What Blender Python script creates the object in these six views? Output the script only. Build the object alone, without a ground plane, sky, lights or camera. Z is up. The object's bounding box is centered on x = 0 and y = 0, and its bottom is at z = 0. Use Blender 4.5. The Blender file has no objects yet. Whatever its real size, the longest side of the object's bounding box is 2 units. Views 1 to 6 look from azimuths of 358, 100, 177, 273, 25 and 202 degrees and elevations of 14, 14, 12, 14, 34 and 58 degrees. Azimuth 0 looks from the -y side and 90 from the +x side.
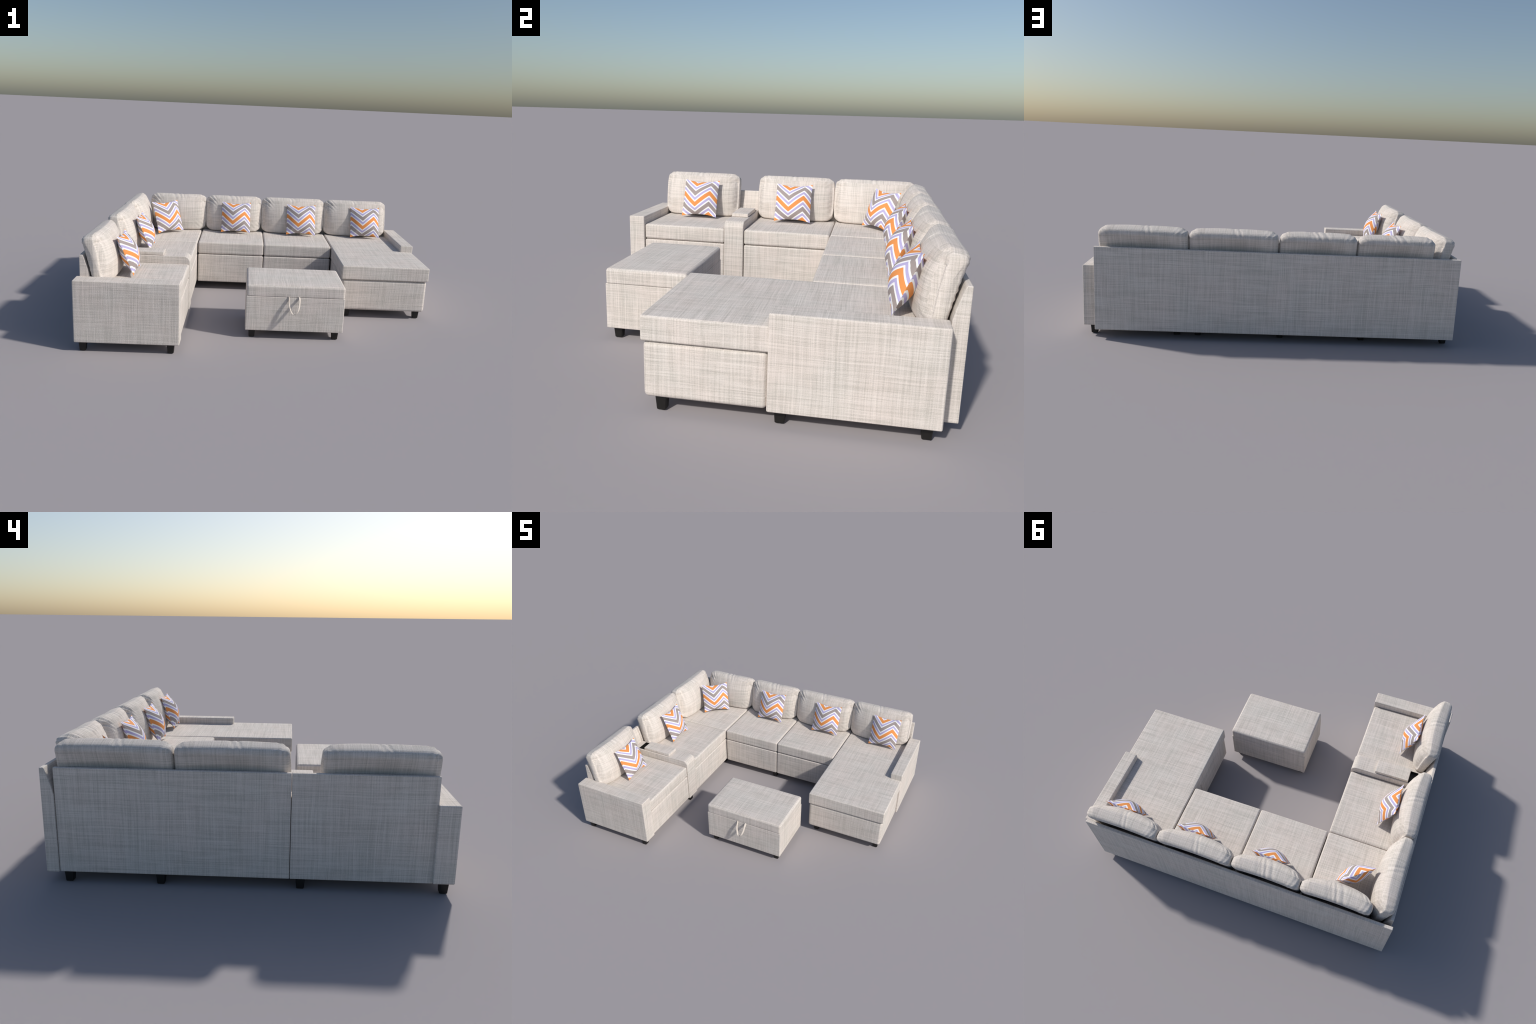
"""U-shaped linen sectional sofa with a console, a chaise, an ottoman and six
chevron throw pillows.  Metres, z up, back of the sofa towards +y."""
import bpy, bmesh, math
import numpy as np
from mathutils import Vector, Matrix

rng = np.random.default_rng(7)
COL = bpy.context.scene.collection


# ------------------------------------------------------------------ materials
class Nodes:
    """Small helper for wiring shader nodes."""

    def __init__(self, name):
        self.mat = bpy.data.materials.new(name)
        self.mat.use_nodes = True
        self.t = self.mat.node_tree
        self.bsdf = self.t.nodes["Principled BSDF"]

    def put(self, sock, v):
        if isinstance(v, bpy.types.NodeSocket):
            self.t.links.new(v, sock)
        elif v is not None:
            sock.default_value = v

    def math(self, op, a, b=None, c=None):
        n = self.t.nodes.new("ShaderNodeMath")
        n.operation = op
        for i, v in enumerate((a, b, c)):
            self.put(n.inputs[i], v)
        return n.outputs[0]

    def coords(self, kind="Object"):
        return self.t.nodes.new("ShaderNodeTexCoord").outputs[kind]

    def split(self, v):
        n = self.t.nodes.new("ShaderNodeSeparateXYZ")
        self.put(n.inputs[0], v)
        return n.outputs

    def join(self, x, y, z=0.0):
        n = self.t.nodes.new("ShaderNodeCombineXYZ")
        for i, v in enumerate((x, y, z)):
            self.put(n.inputs[i], v)
        return n.outputs[0]

    def noise(self, vec, scale, detail=2.0, rough=0.5):
        n = self.t.nodes.new("ShaderNodeTexNoise")
        self.put(n.inputs["Vector"], vec)
        n.inputs["Scale"].default_value = scale
        n.inputs["Detail"].default_value = detail
        n.inputs["Roughness"].default_value = rough
        return n.outputs["Fac"]

    def mix(self, fac, a, b):
        n = self.t.nodes.new("ShaderNodeMix")
        n.data_type = "RGBA"
        self.put(n.inputs[0], fac)
        self.put(n.inputs[6], a)
        self.put(n.inputs[7], b)
        return n.outputs[2]

    def ramp(self, fac, stops):
        n = self.t.nodes.new("ShaderNodeValToRGB")
        e = n.color_ramp.elements
        while len(e) < len(stops):
            e.new(0.5)
        for el, (p, c) in zip(e, stops):
            el.position, el.color = p, (*c, 1)
        self.put(n.inputs[0], fac)
        return n.outputs[0]


def linen():
    """Cream slub weave: long thick-and-thin threads crossing at right angles,
    laid on whichever pair of axes lies in the surface."""
    s = Nodes("linen_weave")
    s.mat["kind"] = "fabric"
    pos = s.split(s.coords())
    nrm = s.split(s.coords("Normal"))
    ax = [s.math("ABSOLUTE", nrm[i]) for i in range(3)]
    # is the face mostly horizontal / mostly turned along x
    flat = s.math("GREATER_THAN", ax[2], s.math("MAXIMUM", ax[0], ax[1]))
    side = s.math("MULTIPLY", s.math("GREATER_THAN", ax[0], ax[1]), s.math("SUBTRACT", 1.0, flat))

    def pick(f, a, b):      # f ? b : a
        return s.math("ADD", s.math("MULTIPLY", s.math("SUBTRACT", 1.0, f), a), s.math("MULTIPLY", f, b))

    u = pick(side, pos[0], pos[1])
    v = pick(flat, pos[2], pos[1])
    # threads are not perfectly straight
    wob = s.noise(s.join(u, v), 5.0, 1.0)
    wob = s.math("MULTIPLY", s.math("SUBTRACT", wob, 0.5), 0.010)
    uu, vv = s.math("ADD", u, wob), s.math("ADD", v, wob)

    def thread(along, across, long, fine, z):
        return s.noise(s.join(s.math("MULTIPLY", along, long), s.math("MULTIPLY", across, fine), z), 1.0, 0.0, 0.5)

    broad = s.math("ADD", thread(u, vv, 5.0, 46.0, 1.3), thread(v, uu, 5.0, 46.0, 5.7))
    mid = s.math("ADD", thread(u, vv, 2.6, 190.0, 9.1), thread(v, uu, 2.6, 190.0, 14.9))
    fine = s.math("ADD", thread(u, vv, 9.0, 360.0, 21.3), thread(v, uu, 9.0, 360.0, 27.7))
    t = s.math("ADD", s.math("MULTIPLY", broad, 0.17), s.math("ADD", s.math("MULTIPLY", mid, 0.43), s.math("MULTIPLY", fine, 0.40)))
    t = s.math("SUBTRACT", t, 0.5)     # about 0.5 in the middle
    speck = s.noise(s.coords(), 360.0, 1.0)
    t = s.math("ADD", t, s.math("MULTIPLY", s.math("SUBTRACT", speck, 0.5), 0.42))
    cloud = s.noise(s.join(u, v, 3.0), 14.0, 2.0)
    t = s.math("ADD", t, s.math("MULTIPLY", s.math("SUBTRACT", cloud, 0.5), 0.12))
    col = s.ramp(t, [(0.20, LINEN[0]), (0.40, LINEN[1]), (0.57, LINEN[2]), (0.83, LINEN[3])])
    # slow drift between a warmer and a greyer cream
    drift = s.noise(s.join(u, v, 8.0), 6.0, 2.0)
    tint = s.ramp(drift, [(0.35, (0.985, 1.0, 1.005)), (0.65, (1.0, 0.985, 0.985))])
    m = s.t.nodes.new("ShaderNodeMix")
    m.data_type, m.blend_type = "RGBA", "MULTIPLY"
    m.inputs[0].default_value = 1.0
    s.put(m.inputs[6], col)
    s.put(m.inputs[7], tint)
    s.put(s.bsdf.inputs["Base Color"], m.outputs[2])
    s.bsdf.inputs["Roughness"].default_value = 0.92
    s.bsdf.inputs["Specular IOR Level"].default_value = 0.12
    s.bsdf.inputs["Sheen Weight"].default_value = 0.05
    grain = s.noise(s.coords(), 330.0, 2.0, 0.6)
    h = s.math("ADD", s.math("MULTIPLY", fine, 0.5), grain)
    b = s.t.nodes.new("ShaderNodeBump")
    b.inputs["Strength"].default_value = 0.5
    b.inputs["Distance"].default_value = 0.0018
    s.put(b.inputs["Height"], h)
    s.put(s.bsdf.inputs["Normal"], b.outputs[0])
    return s.mat


LINEN = [(0.518, 0.480, 0.434), (0.614, 0.567, 0.515), (0.695, 0.637, 0.586), (0.787, 0.724, 0.668)]

CHEV_PERIOD, CHEV_HALF, CHEV_RISE = 0.134, 0.0843, 0.0765
CHEV_VALLEY, CHEV_TOP = -0.0220, -0.0365


def chevron():
    """Zigzag print: orange, white, lilac, white, grey, white, lilac, white."""
    s = Nodes("chevron_print")
    x, y, z = s.split(s.coords())
    # measure along the curved skin: the print stretches towards the seams
    a, c = s.math("DIVIDE", x, PW), s.math("DIVIDE", z, PH)
    ka = s.math("SUBTRACT", 1.0, s.math("MULTIPLY", c, c))
    kc = s.math("SUBTRACT", 1.0, s.math("MULTIPLY", a, a))
    x = s.math("ADD", x, s.math("MULTIPLY", s.math("MULTIPLY", s.math("POWER", s.math("ABSOLUTE", a), 4.0), s.math("SIGN", a)), s.math("MULTIPLY", ka, 0.010)))
    z = s.math("ADD", z, s.math("MULTIPLY", s.math("MULTIPLY", s.math("POWER", s.math("ABSOLUTE", c), 3.0), s.math("SIGN", c)), s.math("MULTIPLY", kc, 0.029)))
    # the back carries the same print, seen mirrored
    back = s.math("GREATER_THAN", y, 0.0)
    x = s.math("MULTIPLY", x, s.math("SUBTRACT", 1.0, s.math("MULTIPLY", back, 2.0)))
    z = s.math("ADD", z, s.math("MULTIPLY", back, 0.17 * CHEV_PERIOD))
    q = s.math("DIVIDE", s.math("SUBTRACT", x, CHEV_VALLEY), 2 * CHEV_HALF)
    tri = s.math("MULTIPLY", s.math("ABSOLUTE", s.math("SUBTRACT", q, s.math("ROUND", q))), 2.0)   # 0 valley .. 1 peak
    tri = s.math("SMOOTH_MAX", tri, 0.015, 0.03)
    tri = s.math("SMOOTH_MIN", tri, 0.985, 0.03)
    w = s.math("SUBTRACT", s.math("ADD", CHEV_TOP, s.math("MULTIPLY", tri, CHEV_RISE)), z)
    f = s.math("FRACT", s.math("DIVIDE", w, CHEV_PERIOD))
    orange, white, lilac, grey = CHEV
    widths = [(0.222, orange), (0.078, white), (0.121, lilac), (0.078, white), (0.222, grey), (0.079, white), (0.121, lilac), (0.079, white)]
    n = s.t.nodes.new("ShaderNodeValToRGB")
    n.color_ramp.interpolation = "CONSTANT"
    e = n.color_ramp.elements
    while len(e) < len(widths):
        e.new(0.5)
    p = 0.0
    for el, (wd, c) in zip(e, widths):
        el.position, el.color = p, (*c, 1)
        p += wd
    s.put(n.inputs[0], f)
    s.put(s.bsdf.inputs["Base Color"], n.outputs[0])
    s.bsdf.inputs["Roughness"].default_value = 0.8
    s.bsdf.inputs["Specular IOR Level"].default_value = 0.2
    b = s.t.nodes.new("ShaderNodeBump")
    b.inputs["Strength"].default_value = 0.25
    b.inputs["Distance"].default_value = 0.001
    s.put(b.inputs["Height"], s.noise(s.coords(), 400.0, 2.0))
    s.put(s.bsdf.inputs["Normal"], b.outputs[0])
    return s.mat


CHEV = ((0.80, 0.31, 0.095), (0.88, 0.88, 0.88), (0.47, 0.43, 0.68), (0.355, 0.302, 0.288))


def plain(name, colour, rough, spec=0.5, grain=0.0):
    s = Nodes(name)
    k = s.noise(s.coords(), 60.0, 3.0)
    lo, hi = [c * (1 - grain) for c in colour], [c * (1 + grain) for c in colour]
    s.put(s.bsdf.inputs["Base Color"], s.ramp(k, [(0.3, lo), (0.7, hi)]))
    s.bsdf.inputs["Roughness"].default_value = rough
    s.bsdf.inputs["Specular IOR Level"].default_value = spec
    return s.mat


PW, PH, PT = 0.1065, 0.1145, 0.050           # half width, half height, half depth of a pillow

FABRIC = linen()
PRINT = chevron()
BLACK = plain("black_plastic", (0.011, 0.010, 0.009), 0.45, 0.4, 0.15)
STRAP = plain("strap_webbing", (0.63, 0.575, 0.52), 0.9, 0.15, 0.05)


# ------------------------------------------------------------------ builders
def empty(name, loc, label, category):
    o = bpy.data.objects.new(name, None)
    o.empty_display_size = 0.05
    o.location = loc
    o["label"], o["category"] = label, category
    COL.objects.link(o)
    return o


def mesh_object(name, verts, faces, mat, parent=None, smooth=True):
    me = bpy.data.meshes.new(name)
    me.from_pydata([tuple(map(float, v)) for v in verts], [], faces)
    me.validate()
    bm = bmesh.new()
    bm.from_mesh(me)
    bmesh.ops.remove_doubles(bm, verts=bm.verts, dist=1e-6)
    bmesh.ops.recalc_face_normals(bm, faces=bm.faces)
    for f in bm.faces:
        f.smooth = smooth
    bm.to_mesh(me)
    bm.free()
    me.materials.append(mat)
    o = bpy.data.objects.new(name, me)
    COL.objects.link(o)
    if parent:
        attach(o, parent)
    return o


def attach(o, parent):
    """Parent while staying put: part meshes are written in world metres."""
    o.parent = parent
    bpy.context.view_layer.update()
    o.matrix_parent_inverse = parent.matrix_world.inverted()


def axis_samples(h, r, n):
    """Positions along one edge of a box of half length h: dense in the rounded ends."""
    arc = [h - r + r * math.tan(a) for a in np.radians([0, 9, 18, 27, 36, 45])]
    inner = list(np.linspace(-(h - r), h - r, n + 1))[1:-1]
    return np.array([-a for a in reversed(arc)] + inner + arc)


def soft_box(name, lo, hi, r, mat, parent, n=8, puff=(0, 0, 0), lump=0.0, square_foot=False):
    """Upholstered box with rounded edges; puff swells the faces along x, y, z."""
    lo, hi = np.array(lo, float), np.array(hi, float)
    c, h = (lo + hi) / 2, (hi - lo) / 2
    verts, faces = [], []
    S = [axis_samples(h[i], r, n) for i in range(3)]
    for a in range(3):
        b, d = (a + 1) % 3, (a + 2) % 3
        for sign in (-1, 1):
            base, nb, nd = len(verts), len(S[b]), len(S[d])
            for p in S[b]:
                for q in S[d]:
                    v = np.zeros(3)
                    v[a], v[b], v[d] = sign * h[a], p, q
                    verts.append(v)
            for i in range(nb - 1):
                for j in range(nd - 1):
                    k = base + i * nd + j
                    faces.append((k, k + nd, k + nd + 1, k + 1) if sign > 0 else (k, k + 1, k + nd + 1, k + nd))
    V = np.array(verts)
    inner = np.clip(V, -(h - r), h - r)
    D = V - inner
    D /= np.maximum(np.linalg.norm(D, axis=1, keepdims=True), 1e-9)
    U = V / h
    V = inner + r * D
    if square_foot:
        # lower half: straight sides with a crisp bottom edge, corners rounded in plan only
        low = U[:, 2] < 0
        dx = (U * h - inner)[:, :2]
        big, ln = np.abs(dx).max(1), np.maximum(np.hypot(dx[:, 0], dx[:, 1]), 1e-9)
        flatv = np.column_stack([inner[:, :2] + dx * (big / ln)[:, None], U[:, 2] * h[2]])
        V = np.where(low[:, None], flatv, V)
    ph = rng.uniform(0, 6.28, 6)
    for a in range(3):
        b, d = (a + 1) % 3, (a + 2) % 3
        g = np.clip(1 - U[:, b] ** 2, 0, 1) ** 0.5 * np.clip(1 - U[:, d] ** 2, 0, 1) ** 0.5
        w = g * puff[a]
        if lump:
            w = w + lump * g * np.sin(V[:, b] * 21 + ph[a]) * np.sin(V[:, d] * 25 + ph[a + 3])
        V[:, a] += D[:, a] * w
    return mesh_object(name, V + c, faces, mat, parent)


def extrude_profile(name, pts, axis, a0, a1, bevel, mat, parent, sharp=40):
    """Closed 2D profile (u, z) pulled along x or y between a0 and a1."""
    bm = bmesh.new()
    at = (lambda u, z, t: (t, u, z)) if axis == "x" else (lambda u, z, t: (u, t, z))
    A = [bm.verts.new(at(u, z, a0)) for u, z in pts]
    B = [bm.verts.new(at(u, z, a1)) for u, z in pts]
    m = len(pts)
    bm.faces.new(A)
    bm.faces.new(B[::-1])
    for i in range(m):
        bm.faces.new((A[i], B[i], B[(i + 1) % m], A[(i + 1) % m]))
    bmesh.ops.recalc_face_normals(bm, faces=bm.faces)
    edges = [e for e in bm.edges if e.calc_face_angle(0) > math.radians(sharp)]
    bmesh.ops.bevel(bm, geom=edges, offset=bevel, segments=3, profile=0.5, affect="EDGES", clamp_overlap=True)
    for f in bm.faces:
        f.smooth = True
    me = bpy.data.meshes.new(name)
    bm.to_mesh(me)
    bm.free()
    me.materials.append(mat)
    o = bpy.data.objects.new(name, me)
    COL.objects.link(o)
    w = o.modifiers.new("normals", "WEIGHTED_NORMAL")
    w.weight = 100
    attach(o, parent)
    return o


def closed_spline(ctrl, per=6):
    """Catmull-Rom through a closed list of 2D points."""
    P, out = np.array(ctrl, float), []
    n = len(P)
    for i in range(n):
        p0, p1, p2, p3 = P[i - 1], P[i], P[(i + 1) % n], P[(i + 2) % n]
        for t in np.arange(per) / per:
            out.append(0.5 * (2 * p1 + (p2 - p0) * t + (2 * p0 - 5 * p1 + 4 * p2 - p3) * t * t + (3 * p1 - p0 - 3 * p2 + p3) * t ** 3))
    return np.array(out)


# ------------------------------------------------------------------ legs
def leg_mesh():
    verts, faces = [], []
    rows = [(0.0145, 0.0), (0.0155, 0.0015), (0.0195, 0.056)]
    for h, z in rows:
        b = 0.0025
        ring = [(h - b, -h), (h, -h + b), (h, h - b), (h - b, h), (-h + b, h), (-h, h - b), (-h, -h + b), (-h + b, -h)]
        verts += [(x, y, z) for x, y in ring]
    for k in range(len(rows) - 1):
        for i in range(8):
            j = (i + 1) % 8
            faces.append((k * 8 + i, k * 8 + j, k * 8 + 8 + j, k * 8 + 8 + i))
    faces += [tuple(range(7, -1, -1)), tuple(range(16, 24))]
    me = bpy.data.meshes.new("leg")
    me.from_pydata(verts, [], faces)
    me.materials.append(BLACK)
    return me


LEG = leg_mesh()


def add_legs(parent, places):
    for x, y in places:
        o = bpy.data.objects.new("leg", LEG)
        o.location = (x, y, 0)
        COL.objects.link(o)
        attach(o, parent)


# ------------------------------------------------------------------ cushions
# cross-section of a back cushion through its middle: (distance from the back
# of the sofa, height), from the foot of the back face round over the crest
CUSHION = [(0.057, 0.343), (0.048, 0.375), (0.037, 0.425), (0.024, 0.480), (0.011, 0.533), (0.0065, 0.556),
           (0.011, 0.573), (0.024, 0.5825), (0.048, 0.5895), (0.070, 0.5945), (0.080, 0.5945), (0.096, 0.5875), (0.117, 0.573),
           (0.137, 0.543), (0.152, 0.505), (0.161, 0.460), (0.165, 0.415), (0.163, 0.370), (0.155, 0.345),
           (0.130, 0.337), (0.085, 0.337)]


def back_cushion(width, creases, seed):
    """Mesh in its own frame: x across, +y towards the back of the sofa (y = 0
    is the plane of the sofa's back), z up from the floor."""
    r0 = np.random.default_rng(seed)
    prof = closed_spline(CUSHION, 6)
    d, z = prof[:, 0], prof[:, 1]
    m = len(prof)
    # outward normals of the profile
    tan = np.roll(prof, -1, 0) - np.roll(prof, 1, 0)
    nor = np.stack([tan[:, 1], -tan[:, 0]], 1)
    nor /= np.linalg.norm(nor, axis=1, keepdims=True)
    cen = prof.mean(0)
    # middle of the stuffing: the ends close in on this line, not on themselves
    zm = np.clip(z, 0.395, 0.535)
    spine = np.stack([0.108 - (zm - 0.337) * 0.16, zm], 1)
    if ((prof - cen) * nor).sum() < 0:
        nor = -nor
    back_d = np.interp(z, [0.337, 0.375, 0.48, 0.556, 0.60], [0.057, 0.048, 0.024, 0.0065, 0.03])
    front = np.clip((d - back_d) / 0.12, 0, 1)            # 0 back .. 1 front
    hollow = np.clip((0.555 - z) / 0.06, 0, 1)             # the back is scooped out below its top edge
    hw, r, rx = width / 2 - 0.006, 0.031, 0.054      # end rounding: depth of the inset, length of the curve
    ang = np.radians(np.linspace(0, 90, 11))
    xs = np.concatenate([-(hw - rx) - rx * np.sin(ang[::-1]), np.linspace(-(hw - rx), hw - rx, 66)[1:-1], (hw - rx) + rx * np.sin(ang)])
    inset = np.concatenate([r * (1 - np.cos(ang[::-1])), np.zeros(64), r * (1 - np.cos(ang))])
    verts, faces = [], []
    f1, f2 = r0.uniform(0, 6.28, 2)
    for x, ins in zip(xs, inset):
        s = np.clip(x / hw, -1, 1)
        bow = 1 - abs(s) ** 2.4
        dd = d - 0.042 * front * (1 - bow) + (0.006 + 0.019 * hollow) * (1 - front) * (1 - s * s)
        zz = z - 0.0035 * (1 - bow) * np.clip((z - 0.5) / 0.1, 0, 1)
        P = np.stack([dd, zz], 1)
        inward = spine - P
        reach = np.linalg.norm(inward, axis=1, keepdims=True)
        P = P + inward / reach * np.minimum(ins * (0.85 + 0.7 * front[:, None]), reach * 0.75)
        # folds: bundles of creases running in from the corners, pinches on the crest
        ridge = np.zeros(m)
        topm = np.clip((z - 0.55) / 0.03, 0, 1)
        facing = np.clip(front * 1.3 - 0.2, 0, 1)
        for sx, sz, amp, gap in ((-1, 1, 0.0062, 0.019), (1, 1, 0.0038, 0.021), (1, -1, 0.0024, 0.024), (-1, -1, 0.0012, 0.026)):
            cx, cz = sx * (hw - 0.016), 0.578 if sz > 0 else 0.365
            a, b = (cx - x) * sx, (cz - z) * sz
            q, l = (a - b) / 1.414, (a + b) / 1.414
            ridge += amp * np.sin(6.283 * q / gap + f1) * np.exp(-(q / 0.030) ** 2) * np.exp(-((l - 0.012) / 0.042) ** 2) * np.clip(facing + 0.4 * (sz > 0), 0, 1)
        # wrinkles pulling in from the side seams
        for sx, zc, amp in ((1, 0.455, 0.0024), (-1, 0.43, 0.0016)):
            a = (hw - 0.015 - x * sx)
            ridge += amp * np.sin((z - zc) * 6.283 / 0.027 + a * 22) * np.exp(-(a / 0.045) ** 2) * np.exp(-((z - zc) / 0.055) ** 2)
        for cx, wd, amp in creases:
            lean = (d - 0.07) * 0.25
            ridge -= amp * np.exp(-((x - cx * hw - lean) / wd) ** 2) * topm
        ridge += 0.0009 * np.sin(x * 31 + z * 23 + f1) * np.sin(z * 37 - x * 13 + f2) * facing
        P = P + nor * (ridge * (1 - 0.75 * ins / r))[:, None]
        verts += [(x, -p, q) for p, q in P]
    k = len(xs)
    for i in range(k - 1):
        for j in range(m):
            j2 = (j + 1) % m
            faces.append((i * m + j, i * m + j2, (i + 1) * m + j2, (i + 1) * m + j))
    # ends: the last ring drawn in to a gently domed panel
    V = np.array(verts)
    for first, sgn in ((0, -1), ((k - 1) * m, 1)):
        ring = V[first:first + m]
        mid = ring.mean(0)
        prev = first
        for t in (0.85, 0.65, 0.4, 0.15):
            base = len(verts)
            for p in ring:
                q = mid + (p - mid) * t
                verts.append((q[0] + sgn * 0.006 * (1 - t * t), q[1], q[2]))
            for j in range(m):
                j2 = (j + 1) % m
                faces.append((prev + j, prev + j2, base + j2, base + j))
            prev = base
        faces.append(tuple(range(prev, prev + m)))
    o = mesh_object("back_cushion", verts, faces, FABRIC)
    return o


# ------------------------------------------------------------------ pillows


def pillow_mesh():
    n = 40
    g = np.sin(np.linspace(-1, 1, n + 1) * math.pi / 2)      # denser near the seams
    verts, faces = [], []
    for side in (-1, 1):
        base = len(verts)
        for v in g:
            for u in g:
                x = u * PW - u * abs(u) * 0.003 * (1 - v * v)
                z = v * PH - v * abs(v) * 0.0150 * (1 - u * u)
                t = max(0.0, (1 - u * u) * (1 - v * v))
                y = PT * t ** 0.82
                # soft dimples pulling out of the corners
                for su in (-1, 1):
                    for sv in (-1, 1):
                        a, b = 1 - u * su, 1 - v * sv
                        q, l = (a - b), (a + b)
                        y += 0.0020 * math.cos(q * 15.0 + su) * math.exp(-(q / 0.35) ** 2 - ((l - 0.55) / 0.3) ** 2) * min(1.0, t * 6)
                y += 0.0014 * math.sin(u * 4 + 1.0) * math.sin(v * 5 + 0.4) * t
                verts.append((x, side * y, z))
        for i in range(n):
            for j in range(n):
                k = base + i * (n + 1) + j
                faces.append((k, k + 1, k + n + 2, k + n + 1) if side < 0 else (k, k + n + 1, k + n + 2, k + 1))
    me = bpy.data.meshes.new("throw_pillow")
    me.from_pydata(verts, [], faces)
    bm = bmesh.new()
    bm.from_mesh(me)
    bmesh.ops.remove_doubles(bm, verts=bm.verts, dist=1e-6)
    bmesh.ops.recalc_face_normals(bm, faces=bm.faces)
    for f in bm.faces:
        f.smooth = True
    for e in bm.edges:
        if len(e.link_faces) == 2 and all(abs(v.co.y) < 1e-7 for v in e.verts):
            e.smooth = False
    bm.to_mesh(me)
    bm.free()
    me.materials.append(PRINT)
    return me


PILLOW = pillow_mesh()


def throw_pillow(centre, right, lean):
    """right: horizontal direction of the pillow's width seen from the front;
    lean: degrees it tips back."""
    rx = Vector((*right, 0)).normalized()
    bk = Vector((0, 0, 1)).cross(rx)                 # towards the backrest
    up = Vector((0, 0, math.cos(math.radians(lean)))) + bk * math.sin(math.radians(lean))
    yy = up.cross(rx)
    o = bpy.data.objects.new("throw_pillow", PILLOW)
    o.matrix_world = Matrix(((rx.x, yy.x, up.x, centre[0]), (rx.y, yy.y, up.y, centre[1]), (rx.z, yy.z, up.z, centre[2]), (0, 0, 0, 1)))
    o["label"] = "square throw pillow with orange, lilac and grey chevron stripes"
    o["category"] = "throw pillow"
    COL.objects.link(o)


# ================================================================== the sofa
FLOOR_GAP, SEAT_TOP, SEAM, ARM_TOP, BACK_TOP = 0.050, 0.3345, 0.2505, 0.378, 0.488
BACK_Y, WING_X = 0.8285, -0.979          # outer planes of the two backrests

sofa = empty("sectional_sofa", (0, 0, 0), "U-shaped cream linen sectional sofa with chaise and console", "sectional sofa")

# --- backrests: thin boards tapering to the top
taper = [(0.0, 0.045), (0.0, BACK_TOP), (0.017, BACK_TOP + 0.001), (0.022, 0.480), (0.042, 0.415), (0.0515, 0.375), (0.0515, 0.045)]
extrude_profile("backrest", [(BACK_Y - t, z) for t, z in taper], "x", -0.985, 0.9245, 0.003, FABRIC, sofa, 35)
extrude_profile("backrest", [(WING_X + t, z) for t, z in taper], "y", -0.1705, 0.7755, 0.003, FABRIC, sofa, 35)
extrude_profile("backrest", [(WING_X + t, z) for t, z in taper], "y", -0.7440, -0.1728, 0.003, FABRIC, sofa, 35)

# --- armrests
soft_box("armrest", (-0.9965, -0.8285, FLOOR_GAP), (-0.4605, -0.7405, ARM_TOP), 0.006, FABRIC, sofa, 10)
soft_box("armrest", (0.9140, 0.2350, FLOOR_GAP), (0.9970, 0.7735, ARM_TOP), 0.006, FABRIC, sofa, 10)

# --- seats: a base box and a lid cushion each (x0, y0, x1, y1)
wing_in = WING_X + 0.053
back_in = BACK_Y - 0.053
SEATS = [
    (wing_in, -0.7385, -0.4655, -0.2745),      # wing, beside the arm
    (wing_in, -0.1640, -0.4655, 0.3085),       # wing, middle
    (wing_in, 0.3105, -0.4655, back_in),       # corner
    (-0.4600, 0.3090, -0.0110, back_in),       # back row
    (-0.0080, 0.3090, 0.4530, back_in),        # back row
]
for x0, y0, x1, y1 in SEATS:
    soft_box("seat_cushion", (x0, y0, SEAM), (x1, y1, SEAT_TOP), 0.013, FABRIC, sofa, 12, (0, 0, 0.0015), 0.0006)
    soft_box("seat_base", (x0, y0 + 0.0005, FLOOR_GAP + 0.003), (x1 - 0.0005, y1, SEAM - 0.0025), 0.009, FABRIC, sofa, 10)
# chaise: deeper, its base set back a little under the lid
soft_box("seat_cushion", (0.4580, -0.1800, 0.2480), (0.9930, back_in, SEAT_TOP), 0.008, FABRIC, sofa, 16, (0, 0, 0.001), 0.0006)
soft_box("seat_base", (0.4625, -0.1745, 0.0510), (0.9860, 0.2340, 0.2455), 0.017, FABRIC, sofa, 12, (0.002, 0.002, 0))
soft_box("seat_base", (0.4625, 0.2350, FLOOR_GAP + 0.003), (0.9120, back_in, 0.2460), 0.009, FABRIC, sofa, 8)

# --- console between the wing seats: rounded front, padded lid, dark tray
CY0, CY1, CX0, CX1 = -0.2740, -0.1665, wing_in, -0.4615
rad = 0.038
front = [(CX1 - rad + rad * math.sin(a), ARM_TOP - rad + rad * math.cos(a)) for a in np.radians(np.linspace(0, 90, 10))]
console = extrude_profile("console", [(CX0, FLOOR_GAP)] + [(CX0, ARM_TOP)] + front + [(CX1, FLOOR_GAP)], "y", CY0, CY1, 0.004, FABRIC, sofa, 40)
TX0, TX1, TY0, TY1, TZ = -0.8880, -0.6300, -0.2660, -0.1745, 0.360
cut = soft_box("cutter", (TX0, TY0, TZ), (TX1, TY1, 0.42), 0.004, BLACK, None, 4)
bo = console.modifiers.new("well", "BOOLEAN")
bo.operation, bo.solver, bo.object = "DIFFERENCE", "EXACT", cut
bpy.context.view_layer.update()
dg = bpy.context.evaluated_depsgraph_get()
console.modifiers.remove(console.modifiers["normals"])
dg.update()
carved = bpy.data.meshes.new_from_object(console.evaluated_get(dg))
console.modifiers.clear()
console.data = carved
carved.materials.clear()
carved.materials.append(FABRIC)
w = console.modifiers.new("normals", "WEIGHTED_NORMAL")
w.weight = 100
bpy.data.objects.remove(cut)


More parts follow.
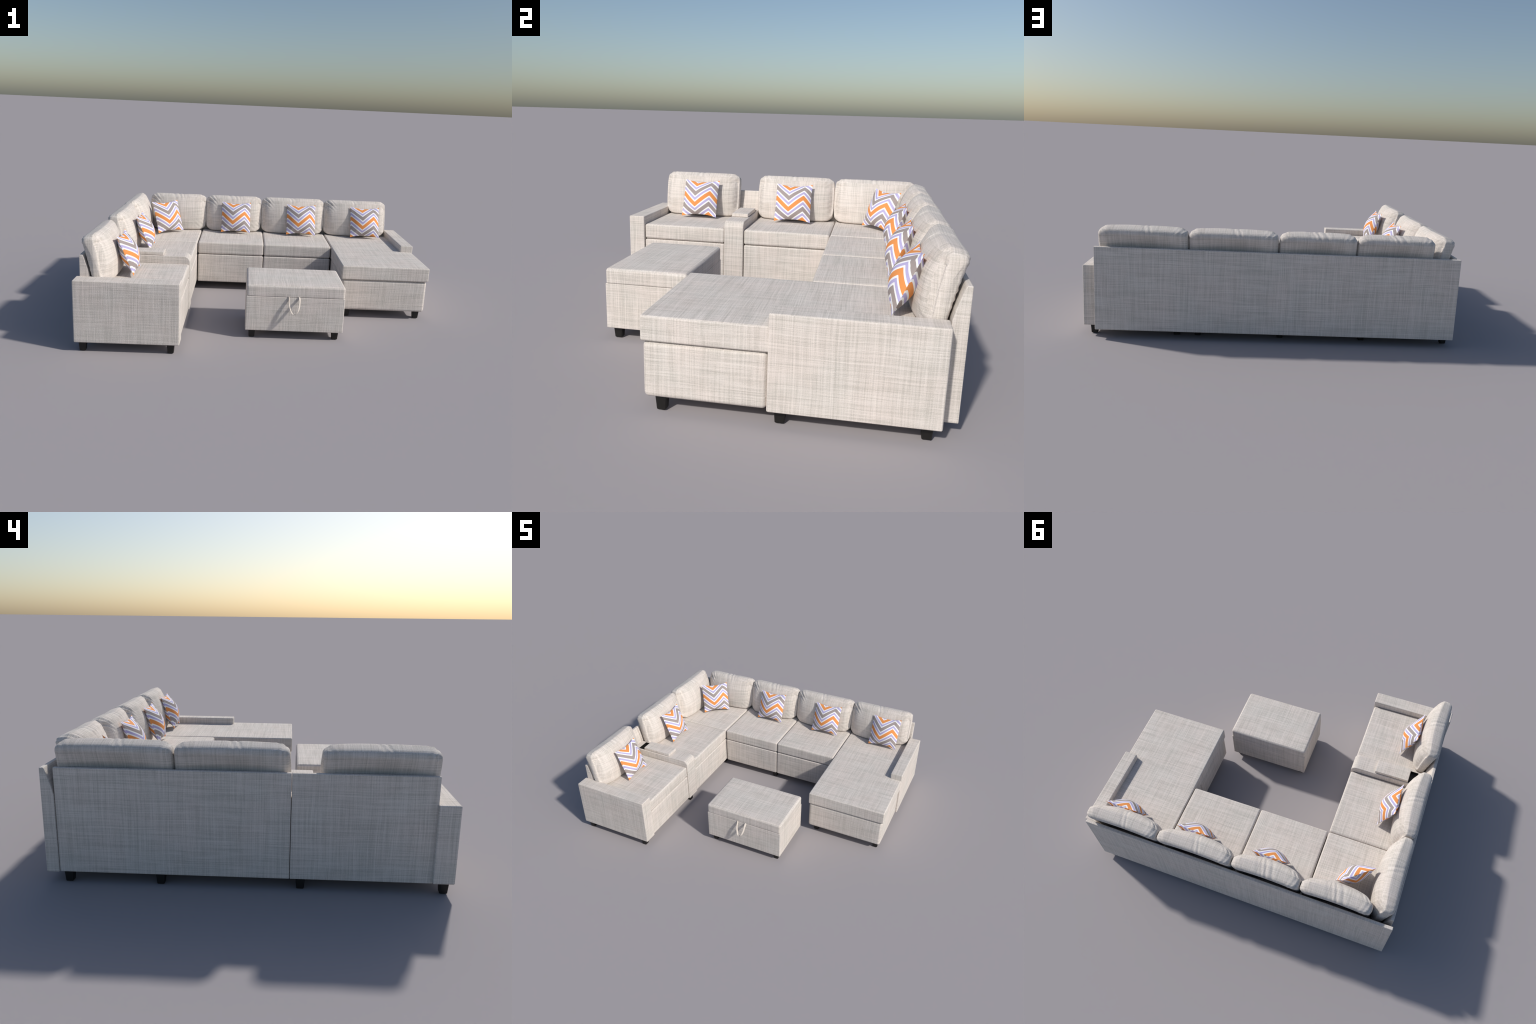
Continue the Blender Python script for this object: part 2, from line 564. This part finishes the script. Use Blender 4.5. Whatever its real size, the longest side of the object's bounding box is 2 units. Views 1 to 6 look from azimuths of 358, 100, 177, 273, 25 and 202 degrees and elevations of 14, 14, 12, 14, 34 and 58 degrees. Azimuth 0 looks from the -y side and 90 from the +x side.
def tray(x0, x1, y0, y1, z0, z1, t):
    """Open dark box lining the well."""
    ring = lambda a, z: [(x0 + a, y0 + a, z), (x1 - a, y0 + a, z), (x1 - a, y1 - a, z), (x0 + a, y1 - a, z)]
    V = ring(0, z0) + ring(0, z1) + ring(t, z1) + ring(t, z0 + t)
    F = [(3, 2, 1, 0), (12, 13, 14, 15)]
    for k in range(3):
        for i in range(4):
            j = (i + 1) % 4
            F.append((k * 4 + i, k * 4 + j, k * 4 + 4 + j, k * 4 + 4 + i))
    return mesh_object("console_tray", V, F, BLACK, console, smooth=False)


tray(TX0 + 0.0005, TX1 - 0.0005, TY0 + 0.0005, TY1 - 0.0005, TZ + 0.0005, ARM_TOP + 0.0006, 0.003)
soft_box("console_lid", (-0.8370, -0.2690, 0.3790), (-0.6180, -0.1740, 0.3985), 0.0035, FABRIC, console, 8, (0, 0, 0.0012))

# --- back cushions
pinch_a = [(-0.10, 0.006, 0.0030), (0.02, 0.010, 0.0022)]
pinch_b = [(-0.16, 0.010, 0.0030), (0.03, 0.008, 0.0034), (0.16, 0.009, 0.0030), (0.26, 0.012, 0.0022)]


def put_cushions(places, width, creases, seed):
    first = back_cushion(width, creases, seed)
    for i, (at, turn, scale) in enumerate(places):
        o = first if i == 0 else bpy.data.objects.new("back_cushion", first.data)
        if i:
            COL.objects.link(o)
        o.matrix_world = Matrix.Translation(at) @ Matrix.Rotation(turn, 4, "Z") @ Matrix.Diagonal((scale, 1, 1, 1))
        bpy.context.view_layer.update()
        attach(o, sofa)


def back_row(x0, x1, w):
    return ((x0 + x1) / 2, BACK_Y, 0), 0.0, (x1 - x0) / w


def wing_row(y0, y1, w):
    return (WING_X, (y0 + y1) / 2, 0), math.radians(90), (y1 - y0) / w


put_cushions([back_row(0.4430, 0.9125, 0.463), back_row(-0.0250, 0.4485, 0.463)], 0.463, pinch_a, 3)
put_cushions([back_row(-0.4390, -0.0215, 0.408), back_row(-0.8530, -0.4340, 0.408)], 0.408, pinch_b, 5)
put_cushions([wing_row(-0.7550, -0.2840, 0.465), wing_row(-0.1690, 0.2995, 0.465), wing_row(0.2955, 0.7790, 0.465)], 0.465, pinch_a, 11)

# --- legs
add_legs(sofa, [
    (-0.957, -0.793), (-0.507, -0.793), (-0.954, -0.216), (-0.497, -0.221), (-0.954, 0.358), (-0.512, 0.360), (-0.956, 0.741),
    (-0.501, 0.729), (-0.037, 0.355), (-0.051, 0.728), (0.395, 0.727), (0.420, 0.355), (0.508, 0.730),
    (0.949, 0.274), (0.947, 0.733), (0.949, -0.122), (0.512, -0.122),
])

# ================================================================== ottoman
ottoman = empty("storage_ottoman", (0.146, -0.386, 0), "cream linen box ottoman with hinged lid and pull loop", "ottoman")
OX0, OX1, OY0, OY1 = -0.1260, 0.4175, -0.5665, -0.2050
soft_box("ottoman_lid", (OX0 + 0.0005, OY0 + 0.0005, 0.2478), (OX1 - 0.0005, OY1 - 0.0005, 0.3120), 0.014, FABRIC, ottoman, 12, (0.001, 0.001, 0.002), 0.0006, True)
soft_box("ottoman_body", (OX0, OY0, FLOOR_GAP - 0.002), (OX1, OY1, 0.2468), 0.004, FABRIC, ottoman, 12, (0.001, 0.001, 0))
add_legs(ottoman, [(x, y) for x in (OX0 + 0.038, OX1 - 0.038) for y in (OY0 + 0.041, OY1 - 0.041)])

# pull loop: a webbing ribbon hanging from the lid seam, twisting a little
path = [(0.1085, -0.5630, 0.2480), (0.1088, -0.5690, 0.2425), (0.1105, -0.5860, 0.2100), (0.1195, -0.5990, 0.1800), (0.1300, -0.6075, 0.1655),
        (0.1400, -0.6110, 0.1630), (0.1500, -0.6125, 0.1685), (0.1590, -0.6100, 0.1840), (0.1650, -0.5985, 0.2060), (0.1672, -0.5840, 0.2320), (0.1663, -0.5690, 0.2460), (0.1660, -0.5630, 0.2495)]
P = np.array(path)
fine = []
for i in range(len(P) - 1):
    p0, p1, p2, p3 = P[max(i - 1, 0)], P[i], P[i + 1], P[min(i + 2, len(P) - 1)]
    for t in np.arange(5) / 5:
        fine.append(0.5 * (2 * p1 + (p2 - p0) * t + (2 * p0 - 5 * p1 + 4 * p2 - p3) * t * t + (3 * p1 - p0 - 3 * p2 + p3) * t ** 3))
P = np.array(fine + [P[-1]])
T = np.gradient(P, axis=0)
T /= np.linalg.norm(T, axis=1, keepdims=True)
verts, faces = [], []
for i, (p, t) in enumerate(zip(P, T)):
    k = i / (len(P) - 1)
    a = math.radians(76 - 36 * k)
    wv = np.array([math.cos(a), math.sin(a), 0.0])
    wv -= t * wv.dot(t)
    wv /= np.linalg.norm(wv)
    nv = np.cross(t, wv)
    for q in range(8):
        b = q / 8 * 2 * math.pi
        cx = math.copysign(abs(math.cos(b)) ** 0.6, math.cos(b)) * 0.0062
        cy = math.copysign(abs(math.sin(b)) ** 0.6, math.sin(b)) * 0.0009
        verts.append(p + wv * cx + nv * cy)
for i in range(len(P) - 1):
    for q in range(8):
        r = (q + 1) % 8
        faces.append((i * 8 + q, i * 8 + r, i * 8 + 8 + r, i * 8 + 8 + q))
faces += [tuple(range(7, -1, -1)), tuple(range(len(verts) - 8, len(verts)))]
mesh_object("pull_loop", verts, faces, STRAP, ottoman)

# ================================================================== pillows
throw_pillow((0.7402, 0.6455, 0.4530), (1, 0), 22.2)
throw_pillow((0.2675, 0.6428, 0.4535), (1, 0), 22.2)
throw_pillow((-0.2112, 0.6420, 0.4535), (1, 0), 22.2)
throw_pillow((-0.7008, 0.5750, 0.4533), (0.159, 0.136), 22.6)
throw_pillow((-0.7738, -0.5012, 0.4528), (0, 1), 22.5)
throw_pillow((-0.7736, 0.0653, 0.4535), (0, 1), 22.5)
